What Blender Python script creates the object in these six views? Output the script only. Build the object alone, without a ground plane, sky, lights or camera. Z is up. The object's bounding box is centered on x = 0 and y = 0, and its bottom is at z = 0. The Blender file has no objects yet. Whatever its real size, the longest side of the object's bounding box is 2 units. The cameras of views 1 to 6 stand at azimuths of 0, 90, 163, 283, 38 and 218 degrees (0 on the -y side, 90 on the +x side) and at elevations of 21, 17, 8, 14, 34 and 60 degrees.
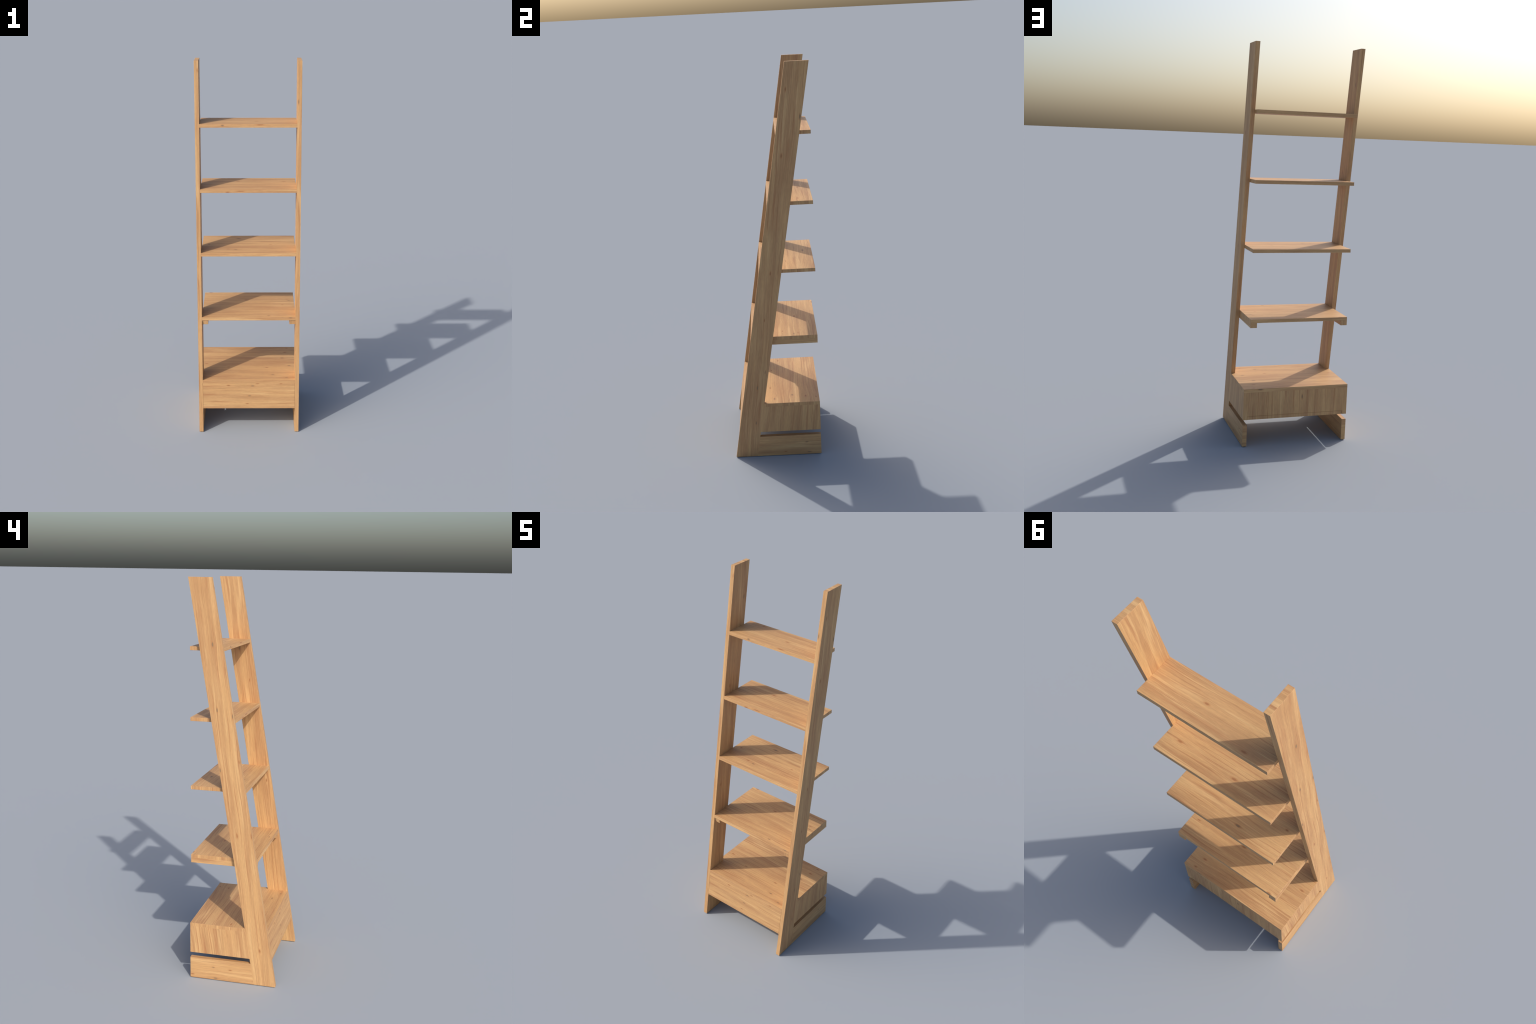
"""Leaning ladder shelf in knotty oak: two raked uprights, four shelves of growing
depth and a low drawer cabinet on two foot rails.  Metres, z up, front towards -y."""
import bpy, bmesh

# ------------------------------------------------------------------ dimensions
HALF_W = 0.2778            # outer half width
BOARD = 0.0222             # thickness of uprights, side panels, foot rails
INNER = HALF_W - BOARD     # inner half width between the uprights
BACK = 0.2222              # rear plane of everything
HEIGHT = 2.0
UP_DEPTH = 0.1111          # horizontal depth of an upright
RAKE = 1.0 / 6.0           # the uprights run back 1 in 6
SHELF_T = 0.0178
SHELF_TOPS = (1.6836, 1.3477, 1.0093, 0.6574)
CAB_TOP = 0.2998
CAB_BOTTOM = 0.1389
RAIL_TOP = 0.1111
CLEAT_W, CLEAT_H = 0.0333, 0.0250


def front_y(z):
    """y of the raked front plane at height z"""
    return -BACK + z * RAKE


def rear_y(z):
    """y of the rear face of an upright at height z"""
    return front_y(z) + UP_DEPTH


# ------------------------------------------------------------------ node helpers
class Net:
    def __init__(self, tree):
        self.t = tree

    def node(self, kind, **props):
        n = self.t.nodes.new(kind)
        for k, v in props.items():
            setattr(n, k, v)
        return n

    def put(self, sock, val):
        if isinstance(val, bpy.types.NodeSocket):
            self.t.links.new(val, sock)
        elif val is not None:
            sock.default_value = val

    def math(self, op, a, b=None, c=None, clamp=False):
        n = self.node('ShaderNodeMath', operation=op, use_clamp=clamp)
        for i, v in enumerate((a, b, c)):
            self.put(n.inputs[i], v)
        return n.outputs[0]

    def smooth(self, v, lo, hi, out_lo=0.0, out_hi=1.0):
        n = self.node('ShaderNodeMapRange', interpolation_type='SMOOTHSTEP')
        for i, x in enumerate((v, lo, hi, out_lo, out_hi)):
            self.put(n.inputs[i], x)
        return n.outputs[0]

    def mixf(self, f, a, b):
        n = self.node('ShaderNodeMix', data_type='FLOAT')
        self.put(n.inputs[0], f); self.put(n.inputs[2], a); self.put(n.inputs[3], b)
        return n.outputs[0]

    def mixc(self, f, a, b, blend='MIX'):
        n = self.node('ShaderNodeMix', data_type='RGBA', blend_type=blend)
        self.put(n.inputs[0], f); self.put(n.inputs[6], a); self.put(n.inputs[7], b)
        return n.outputs[2]

    def vec(self, x, y, z):
        n = self.node('ShaderNodeCombineXYZ')
        for i, v in enumerate((x, y, z)):
            self.put(n.inputs[i], v)
        return n.outputs[0]

    def noise(self, v, detail=2.0, rough=0.5, distortion=0.0):
        n = self.node('ShaderNodeTexNoise')
        self.put(n.inputs['Vector'], v)
        n.inputs['Scale'].default_value = 1.0
        n.inputs['Detail'].default_value = detail
        n.inputs['Roughness'].default_value = rough
        n.inputs['Distortion'].default_value = distortion
        return n.outputs[0]


def new_group(name, ins, outs):
    g = bpy.data.node_groups.new(name, 'ShaderNodeTree')
    for n, k in ins:
        g.interface.new_socket(n, in_out='INPUT', socket_type=k)
    for n, k in outs:
        g.interface.new_socket(n, in_out='OUTPUT', socket_type=k)
    gi = g.nodes.new('NodeGroupInput')
    go = g.nodes.new('NodeGroupOutput')
    return g, Net(g), gi.outputs, go.inputs


F = 'NodeSocketFloat'


def knot_group():
    """One elliptical knot: core mask, rim mask and how far it bends the grain."""
    g, n, i, o = new_group(
        'Knot',
        [('Along', F), ('Across', F), ('Along0', F), ('Across0', F),
         ('Half Length', F), ('Half Width', F), ('Mask', F)],
        [('Core', F), ('Rim', F), ('Bend', F)])
    da = n.math('DIVIDE', n.math('SUBTRACT', i[0], i[2]), i[4])
    off = n.math('SUBTRACT', i[1], i[3])
    db = n.math('DIVIDE', off, i[5])
    wob = n.noise(n.vec(n.math('MULTIPLY', da, 1.3), n.math('MULTIPLY', db, 1.3), i[2]), 1.0)
    d2 = n.math('ADD', n.math('MULTIPLY', da, da), n.math('MULTIPLY', db, db))
    d = n.math('ADD', n.math('SQRT', d2), n.math('MULTIPLY', n.math('SUBTRACT', wob, 0.5), 0.5))
    core = n.math('MULTIPLY', n.smooth(d, 0.45, 1.05, 1.0, 0.0), i[6])
    rim = n.math('MULTIPLY', n.smooth(d, 0.8, 1.7, 1.0, 0.0), i[6])
    la = n.math('MULTIPLY', da, 0.28)
    lb = n.math('MULTIPLY', db, 0.36)
    fall = n.math('EXPONENT', n.math('MULTIPLY', n.math('ADD', n.math('MULTIPLY', la, la),
                                                        n.math('MULTIPLY', lb, lb)), -1.0))
    bend = n.math('MULTIPLY', n.math('MULTIPLY', n.math('MULTIPLY', fall, -0.62), off), i[6])
    for k, v in enumerate((core, rim, bend)):
        n.put(o[k], v)
    return g


def grain_group():
    """Oak figure in (along, across, slice) board coordinates."""
    g, n, i, o = new_group('OakGrain',
                           [('Along', F), ('Across', F), ('Slice', F)],
                           [('Color', 'NodeSocketColor'), ('Height', F)])
    a, b0, s = i[0], i[1], i[2]
    mul = lambda v, k: n.math('MULTIPLY', v, k)
    centred = lambda v, k: mul(n.math('SUBTRACT', v, 0.5), k)
    # slow wander of the fibres, then a smaller ripple
    w1 = n.noise(n.vec(mul(a, 2.4), mul(b0, 9.0), s), 1.0)
    w2 = n.noise(n.vec(mul(a, 9.0), mul(b0, 26.0), n.math('ADD', s, 3.1)), 1.0)
    b = n.math('ADD', n.math('ADD', b0, centred(w1, 0.024)), centred(w2, 0.0045))
    band = n.noise(n.vec(mul(a, 1.3), mul(b, 28.0), n.math('ADD', s, 7.7)), 2.0, 0.55)
    dark = n.noise(n.vec(mul(a, 3.4), mul(b, 58.0), n.math('ADD', s, 13.3)), 2.5, 0.55)
    vein = n.noise(n.vec(mul(a, 2.8), mul(b, 175.0), n.math('ADD', s, 17.9)), 1.0, 0.5)
    light = n.noise(n.vec(mul(a, 2.8), mul(b, 52.0), n.math('ADD', s, 21.9)), 2.0, 0.5)
    gleam = n.noise(n.vec(mul(a, 3.4), mul(b, 200.0), n.math('ADD', s, 25.3)), 1.0, 0.5)
    thin = n.noise(n.vec(mul(a, 5.0), mul(b, 230.0), n.math('ADD', s, 31.3)), 2.0, 0.6)
    fibre = n.noise(n.vec(mul(a, 42.0), mul(b, 520.0), n.math('ADD', s, 41.7)), 2.0, 0.6)
    cloud = n.noise(n.vec(mul(a, 5.0), mul(b, 14.0), n.math('ADD', s, 57.1)), 2.0, 0.5)
    honey = (0.600, 0.348, 0.152, 1.0)
    wheat = (0.685, 0.430, 0.200, 1.0)
    tan = (0.492, 0.266, 0.118, 1.0)
    rust = (0.400, 0.172, 0.072, 1.0)
    col = n.mixc(n.smooth(band, 0.34, 0.66), tan, honey)
    col = n.mixc(mul(n.smooth(cloud, 0.40, 0.75), 0.28), col, wheat)
    col = n.mixc(mul(n.smooth(light, 0.56, 0.72), 0.80), col, wheat)
    col = n.mixc(mul(n.smooth(dark, 0.57, 0.76), 0.55), col, rust)
    col = n.mixc(mul(n.smooth(vein, 0.61, 0.72), 0.60), col, rust)
    col = n.mixc(mul(n.smooth(gleam, 0.61, 0.71), 0.55), col, wheat)
    tone = n.math('ADD', centred(thin, 0.32), centred(fibre, 0.40))
    grey = n.math('ADD', 1.0, tone)
    col = n.mixc(1.0, col, n.vec(grey, grey, grey), 'MULTIPLY')
    height = n.math('ADD', mul(fibre, 0.6), mul(thin, 0.4))
    n.put(o[0], col)
    n.put(o[1], height)
    return g


KNOT = knot_group()
GRAIN = grain_group()

FACE_DIR = {'+x': (0, 1), '-x': (0, -1), '+y': (1, 1), '-y': (1, -1), '+z': (2, 1), '-z': (2, -1)}


def oak(name, root, seed, x_face='zy', y_face='xz', z_face='xy', knots=(), lean=0.0):
    """Oak for one board.  *_face gives the grain axis, then the cross axis, on faces that
    look along x, y or z; lean tilts the grain of the x faces with the rake.  knots: (face, along, across, half length, half width, kind)."""
    mat = bpy.data.materials.new(name)
    mat.use_nodes = True
    t = mat.node_tree
    t.nodes.clear()
    n = Net(t)
    tc = n.node('ShaderNodeTexCoord', object=root)
    sep = n.node('ShaderNodeSeparateXYZ'); n.put(sep.inputs[0], tc.outputs['Object'])
    P = dict(zip('xyz', sep.outputs))
    geo = n.node('ShaderNodeNewGeometry')
    sn = n.node('ShaderNodeSeparateXYZ'); n.put(sn.inputs[0], geo.outputs['True Normal'])
    N = list(sn.outputs)
    is_x = n.math('GREATER_THAN', n.math('ABSOLUTE', N[0]), 0.7)
    is_z = n.math('GREATER_THAN', n.math('ABSOLUTE', N[2]), 0.7)
    pick = lambda k: n.mixf(is_z, n.mixf(is_x, P[y_face[k]], P[x_face[k]]), P[z_face[k]])
    along, across = pick(0), pick(1)
    if lean:
        across = n.math('SUBTRACT', across, n.math('MULTIPLY', n.math('MULTIPLY', P['z'], lean), is_x))
    # each face of the board is another slice through the log
    side = n.math('ADD', n.math('ADD', n.math('MULTIPLY', N[0], 1.7), n.math('MULTIPLY', N[1], 2.9)),
                  n.math('MULTIPLY', N[2], 4.3))
    slice_ = n.math('ADD', n.math('ROUND', n.math('MULTIPLY', side, 1.0)), seed * 11.37)
    masks = {}
    core = {'grey': None, 'red': None}
    rim = None
    bend = None
    acc = lambda x, y, op: y if x is None else n.math(op, x, y)
    for face, ka, kb, hl, hw, kind in knots:
        if face[1] == 'x':
            kb = kb - lean * ka
        if face not in masks:
            ax, sg = FACE_DIR[face]
            masks[face] = n.math('GREATER_THAN', n.math('MULTIPLY', N[ax], float(sg)), 0.7)
        k = n.node('ShaderNodeGroup'); k.node_tree = KNOT
        for s, v in zip(k.inputs, (along, across, ka, kb, hl * 1.08, hw * 0.95, masks[face])):
            n.put(s, v)
        core[kind] = acc(core[kind], k.outputs[0], 'MAXIMUM')
        rim = acc(rim, k.outputs[1], 'MAXIMUM')
        bend = acc(bend, k.outputs[2], 'ADD')
    gr = n.node('ShaderNodeGroup'); gr.node_tree = GRAIN
    n.put(gr.inputs[0], along)
    n.put(gr.inputs[1], across if bend is None else n.math('ADD', across, bend))
    n.put(gr.inputs[2], slice_)
    col = gr.outputs[0]
    if rim is not None:
        col = n.mixc(n.math('MULTIPLY', rim, 0.42), col, (0.48, 0.205, 0.070, 1))
    if core['red'] is not None:
        col = n.mixc(n.math('MULTIPLY', core['red'], 0.62), col, (0.30, 0.115, 0.048, 1))
    if core['grey'] is not None:
        col = n.mixc(n.math('MULTIPLY', core['grey'], 0.85), col, (0.245, 0.165, 0.095, 1))
    bump = n.node('ShaderNodeBump')
    bump.inputs['Strength'].default_value = 0.12
    bump.inputs['Distance'].default_value = 0.0006
    n.put(bump.inputs['Height'], gr.outputs[1])
    bs = n.node('ShaderNodeBsdfPrincipled')
    n.put(bs.inputs['Base Color'], col)
    bs.inputs['Roughness'].default_value = 0.55
    bs.inputs['Specular IOR Level'].default_value = 0.4
    n.put(bs.inputs['Normal'], bump.outputs[0])
    out = n.node('ShaderNodeOutputMaterial')
    n.put(out.inputs[0], bs.outputs[0])
    return mat


# ------------------------------------------------------------------ board builders
def add_mesh(name, verts, faces, mat, parent, bevel=0.0):
    """Mesh object with its origin at the centre of its bounding box."""
    lo = [min(v[k] for v in verts) for k in range(3)]
    hi = [max(v[k] for v in verts) for k in range(3)]
    c = [(p + q) / 2 for p, q in zip(lo, hi)]
    bm = bmesh.new()
    vs = [bm.verts.new([p - q for p, q in zip(v, c)]) for v in verts]
    for f in faces:
        bm.faces.new([vs[k] for k in f])
    bmesh.ops.recalc_face_normals(bm, faces=bm.faces)
    if bevel > 0:
        bmesh.ops.bevel(bm, geom=list(bm.edges), offset=bevel, segments=1, profile=0.5,
                        affect='EDGES')
    me = bpy.data.meshes.new(name)
    bm.to_mesh(me)
    bm.free()
    me.materials.append(mat)
    ob = bpy.data.objects.new(name, me)
    bpy.context.scene.collection.objects.link(ob)
    ob.location = c
    ob.parent = parent
    return ob


def prism(name, profile, axis, lo, hi, mat, parent, bevel=0.0):
    """Extrude a closed 2D profile along an axis.  For x the profile is (y, z); for z it is (x, y)."""
    k = len(profile)
    put = {'x': lambda p, e: (e, p[0], p[1]), 'z': lambda p, e: (p[0], p[1], e)}[axis]
    verts = [put(p, lo) for p in profile] + [put(p, hi) for p in profile]
    faces = [tuple(range(k)), tuple(range(k, 2 * k))]
    faces += [(j, (j + 1) % k, k + (j + 1) % k, k + j) for j in range(k)]
    return add_mesh(name, verts, faces, mat, parent, bevel)


# ------------------------------------------------------------------ the shelf unit
root = bpy.data.objects.new('ladder_shelf', None)
root.empty_display_size = 0.2
bpy.context.scene.collection.objects.link(root)
root['label'] = 'leaning oak ladder shelf with four shelves and low drawer'
root['category'] = 'shelf'

EDGE = 0.0003   # softened arrises of the planed boards

LEAN = RAKE * 0.7   # the fibres follow most of the rake

# --- uprights ---------------------------------------------------------------
upright_profile = [(front_y(0), 0), (rear_y(0), 0), (rear_y(HEIGHT), HEIGHT), (front_y(HEIGHT), HEIGHT)]
right_knots = [
    ('+x', 1.8755, 0.1116, .011, .0040, 'red'), ('+x', 1.7496, 0.1731, .013, .0050, 'grey'),
    ('+x', 1.5710, 0.0797, .011, .0048, 'red'), ('+x', 0.9980, 0.0014, .010, .0038, 'red'),
    ('+x', 0.7554, -0.0393, .008, .0030, 'red'), ('+x', 0.3905, -0.0925, .013, .0042, 'grey'),
    ('+x', 0.4753, -0.0494, .009, .0025, 'grey'), ('+x', 0.1921, -0.1089, .011, .0035, 'grey'),
    ('-x', 1.6340, 0.1154, .012, .0045, 'grey'), ('-x', 1.4671, 0.0575, .010, .0030, 'red'),
    ('-x', 0.9277, -0.0429, .009, .0040, 'red'), ('-y', 1.7949, 0.2607, .012, .0032, 'grey'),
]
left_knots = [
    ('-x', 1.6971, 0.1060, .013, .0052, 'grey'), ('-x', 1.3923, 0.0834, .012, .0045, 'grey'),
    ('-x', 1.3655, 0.0078, .013, .0040, 'grey'), ('-x', 1.1487, -0.0252, .008, .0030, 'red'),
    ('-x', 1.1029, 0.0676, .012, .0040, 'grey'), ('-x', 0.7816, -0.0181, .012, .0045, 'red'),
    ('-x', 0.7842, -0.0894, .014, .0035, 'red'), ('-x', 0.1882, -0.1393, .010, .0050, 'red'),
    ('+x', 1.8273, 0.1729, .012, .0045, 'grey'), ('+x', 1.3870, 0.0479, .010, .0035, 'red'),
    ('+x', 0.8280, -0.0519, .011, .0040, 'red'), ('-y', 1.9523, -0.2611, .010, .0030, 'red'),
]
for sgn, knots, seed in ((-1, left_knots, 1.0), (1, right_knots, 2.0)):
    m = oak('oak_upright', root, seed, x_face='zy', y_face='zx', z_face='xy', knots=knots, lean=LEAN)
    x0, x1 = sorted((sgn * INNER, sgn * HALF_W))
    prism('upright', upright_profile, 'x', x0, x1, m, root, EDGE)

# --- open shelves -----------------------------------------------------------
shelf_knots = [
    [('+z', 0.043, 0.1335, .010, .0048, 'red'), ('+z', -0.157, 0.2065, .012, .0045, 'red'),
     ('-y', -0.1344, 1.6763, .0085, .0050, 'grey'), ('-y', 0.061, 1.6800, .020, .0035, 'red')],
    [('+z', -0.057, 0.1615, .012, .0055, 'red'), ('+z', 0.1916, 0.151, .011, .0045, 'red'),
     ('-y', -0.1106, 1.3331, .010, .0040, 'red'), ('-y', -0.042, 1.3387, .022, .0035, 'red')],
    [('+z', -0.057, 0.1752, .013, .0058, 'grey'), ('+z', -0.1119, 0.0098, .009, .0042, 'red'),
     ('+z', -0.0702, 0.0009, .010, .0045, 'grey'), ('+z', 0.1208, 0.0807, .009, .003, 'red'),
     ('+z', -0.2185, 0.0828, .007, .004, 'red')],
    [('+z', -0.0145, 0.1155, .011, .0052, 'red'), ('+z', 0.2262, 0.1045, .008, .004, 'grey'),
     ('+z', 0.2185, 0.1268, .009, .003, 'red'), ('+z', 0.1091, -0.0949, .009, .004, 'grey'),
     ('+z', 0.1886, 0.0480, .007, .003, 'red'), ('-y', 0.2290, 0.6543, .011, .004, 'grey'),
     ('+z', -0.2211, 0.2210, .011, .006, 'red')],
]
shelves = []
for idx, top in enumerate(SHELF_TOPS):
    low = top - SHELF_T
    profile = [(front_y(low), low), (BACK, low), (BACK, top), (front_y(top), top)]
    m = oak('oak_shelf', root, 3.0 + idx, x_face='zy', y_face='xz', z_face='xy',
            knots=shelf_knots[idx])
    shelves.append(prism('shelf', profile, 'x', -INNER, INNER, m, root, EDGE))

# --- cleats under the lowest open shelf -------------------------------------
ct = SHELF_TOPS[3] - SHELF_T
cb = ct - CLEAT_H
cleat_profile = [(front_y(cb) + 0.009, cb), (BACK, cb), (BACK, ct), (front_y(ct) + 0.003, ct)]
for k, sgn in enumerate((-1, 1)):
    m = oak('oak_cleat', root, 8.0 + k, x_face='yz', y_face='zx', z_face='xy')
    x0, x1 = sorted((sgn * INNER, sgn * (INNER - CLEAT_W)))
    ob = prism('support_cleat', cleat_profile, 'x', x0, x1, m, root, EDGE)
    ob.parent = shelves[3]
    ob.matrix_parent_inverse.identity()
    ob.location = [p - q for p, q in zip(ob.location, shelves[3].location)]

# --- cabinet top, notched round the uprights --------------------------------
low = CAB_TOP - SHELF_T
top_knots = [('+z', 0.2100, 0.1530, .010, .0050, 'red'), ('+z', 0.2230, 0.2062, .008, .004, 'red'),
             ('+z', 0.1920, 0.0837, .011, .0055, 'grey'), ('+z', 0.2292, -0.0088, .010, .0048, 'grey'),
             ('+z', 0.1335, -0.1125, .011, .0045, 'grey'), ('+z', 0.2104, -0.1452, .010, .0042, 'grey'),
             ('+z', 0.1018, -0.0300, .009, .004, 'red'), ('+z', -0.2450, 0.0173, .011, .005, 'red'),
             ('+z', -0.1161, -0.0219, .009, .003, 'red'), ('+y', 0.1923, 0.2960, .014, .0055, 'grey')]
m = oak('oak_cabinet_top', root, 10.0, x_face='zy', y_face='xz', z_face='xy', knots=top_knots)
plan = lambda z: [(-INNER, front_y(z)), (INNER, front_y(z)), (INNER, rear_y(z)), (HALF_W, rear_y(z)),
                  (HALF_W, BACK), (-HALF_W, BACK), (-HALF_W, rear_y(z)), (-INNER, rear_y(z))]
vs = [(x, y, low) for x, y in plan(low)] + [(x, y, CAB_TOP) for x, y in plan(CAB_TOP)]
fs = [tuple(range(8)), tuple(range(8, 16))] + [(j, (j + 1) % 8, 8 + (j + 1) % 8, 8 + j) for j in range(8)]
add_mesh('cabinet_top', vs, fs, m, root, EDGE)

# --- cabinet sides and foot rails, both butted against the uprights ---------
side_profile = [(rear_y(CAB_BOTTOM), CAB_BOTTOM), (BACK, CAB_BOTTOM), (BACK, low), (rear_y(low), low)]
rail_profile = [(rear_y(0), 0), (BACK, 0), (BACK, RAIL_TOP), (rear_y(RAIL_TOP), RAIL_TOP)]
rail_knots = {
    -1: [('-x', 0.1007, 0.0683, .008, .0030, 'grey'), ('-x', 0.0120, 0.0623, .009, .0035, 'red'),
         ('-x', 0.0885, 0.0087, .011, .0045, 'grey'), ('-x', 0.2120, 0.0170, .010, .004, 'red')],
    1: [('+x', 0.1476, 0.0695, .009, .003, 'grey'), ('+x', 0.0360, 0.0193, .008, .003, 'red'),
        ('+x', 0.1596, 0.0110, .012, .004, 'grey'), ('-x', 0.1200, 0.0600, .010, .004, 'grey')],
}
for k, sgn in enumerate((-1, 1)):
    x0, x1 = sorted((sgn * INNER, sgn * HALF_W))
    m = oak('oak_side_panel', root, 1.0 + k, x_face='zy', y_face='zx', z_face='xy', lean=LEAN)
    prism('side_panel', side_profile, 'x', x0, x1, m, root, EDGE)
    m = oak('oak_foot_rail', root, 13.0 + k, x_face='yz', y_face='xz', z_face='yx',
            knots=rail_knots[sgn])
    prism('foot_rail', rail_profile, 'x', x0, x1, m, root, EDGE)

# --- cabinet back, bottom and drawer ----------------------------------------
floor_t = SHELF_T
m = oak('oak_back_panel', root, 15.0, x_face='zy', y_face='zx', z_face='xy',
        knots=[('+y', 0.2475, -0.0319, .013, .0045, 'grey')])
prism('back_panel', [(BACK - 0.016, CAB_BOTTOM + floor_t + 0.0012), (BACK, CAB_BOTTOM + floor_t + 0.0012),
                     (BACK, low), (BACK - 0.016, low)], 'x', -INNER, INNER, m, root, EDGE)
drawer_t = 0.018
m = oak('oak_bottom_panel', root, 15.0, x_face='zy', y_face='zx', z_face='xy')
fy = front_y(CAB_BOTTOM) + drawer_t + 0.004
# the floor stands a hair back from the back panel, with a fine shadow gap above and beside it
prism('bottom_panel', [(fy, CAB_BOTTOM), (BACK - 0.002, CAB_BOTTOM), (BACK - 0.002, CAB_BOTTOM + floor_t),
                       (fy + floor_t * RAKE, CAB_BOTTOM + floor_t)], 'x', -INNER + 0.001, INNER - 0.001, m, root, EDGE)

gap = 0.0007
dz0, dz1 = 0.1368, low
m = oak('oak_drawer_front', root, 16.0, x_face='yz', y_face='xz', z_face='xy',
        knots=[('-y', 0.0208, 0.2668, .011, .0038, 'grey'), ('-y', -0.1135, 0.2701, .009, .0035, 'red'),
               ('-y', 0.0037, 0.2094, .011, .0035, 'grey'), ('-y', -0.0090, 0.1636, .009, .0030, 'red'),
               ('-y', 0.0480, 0.2800, .010, .0030, 'red'), ('-y', 0.1783, 0.2790, .008, .003, 'red')])
prism('drawer_front', [(front_y(dz0), dz0), (front_y(dz0) + drawer_t, dz0),
                       (front_y(dz1) + drawer_t, dz1), (front_y(dz1), dz1)],
      'x', -INNER + gap, INNER - gap, m, root, EDGE)
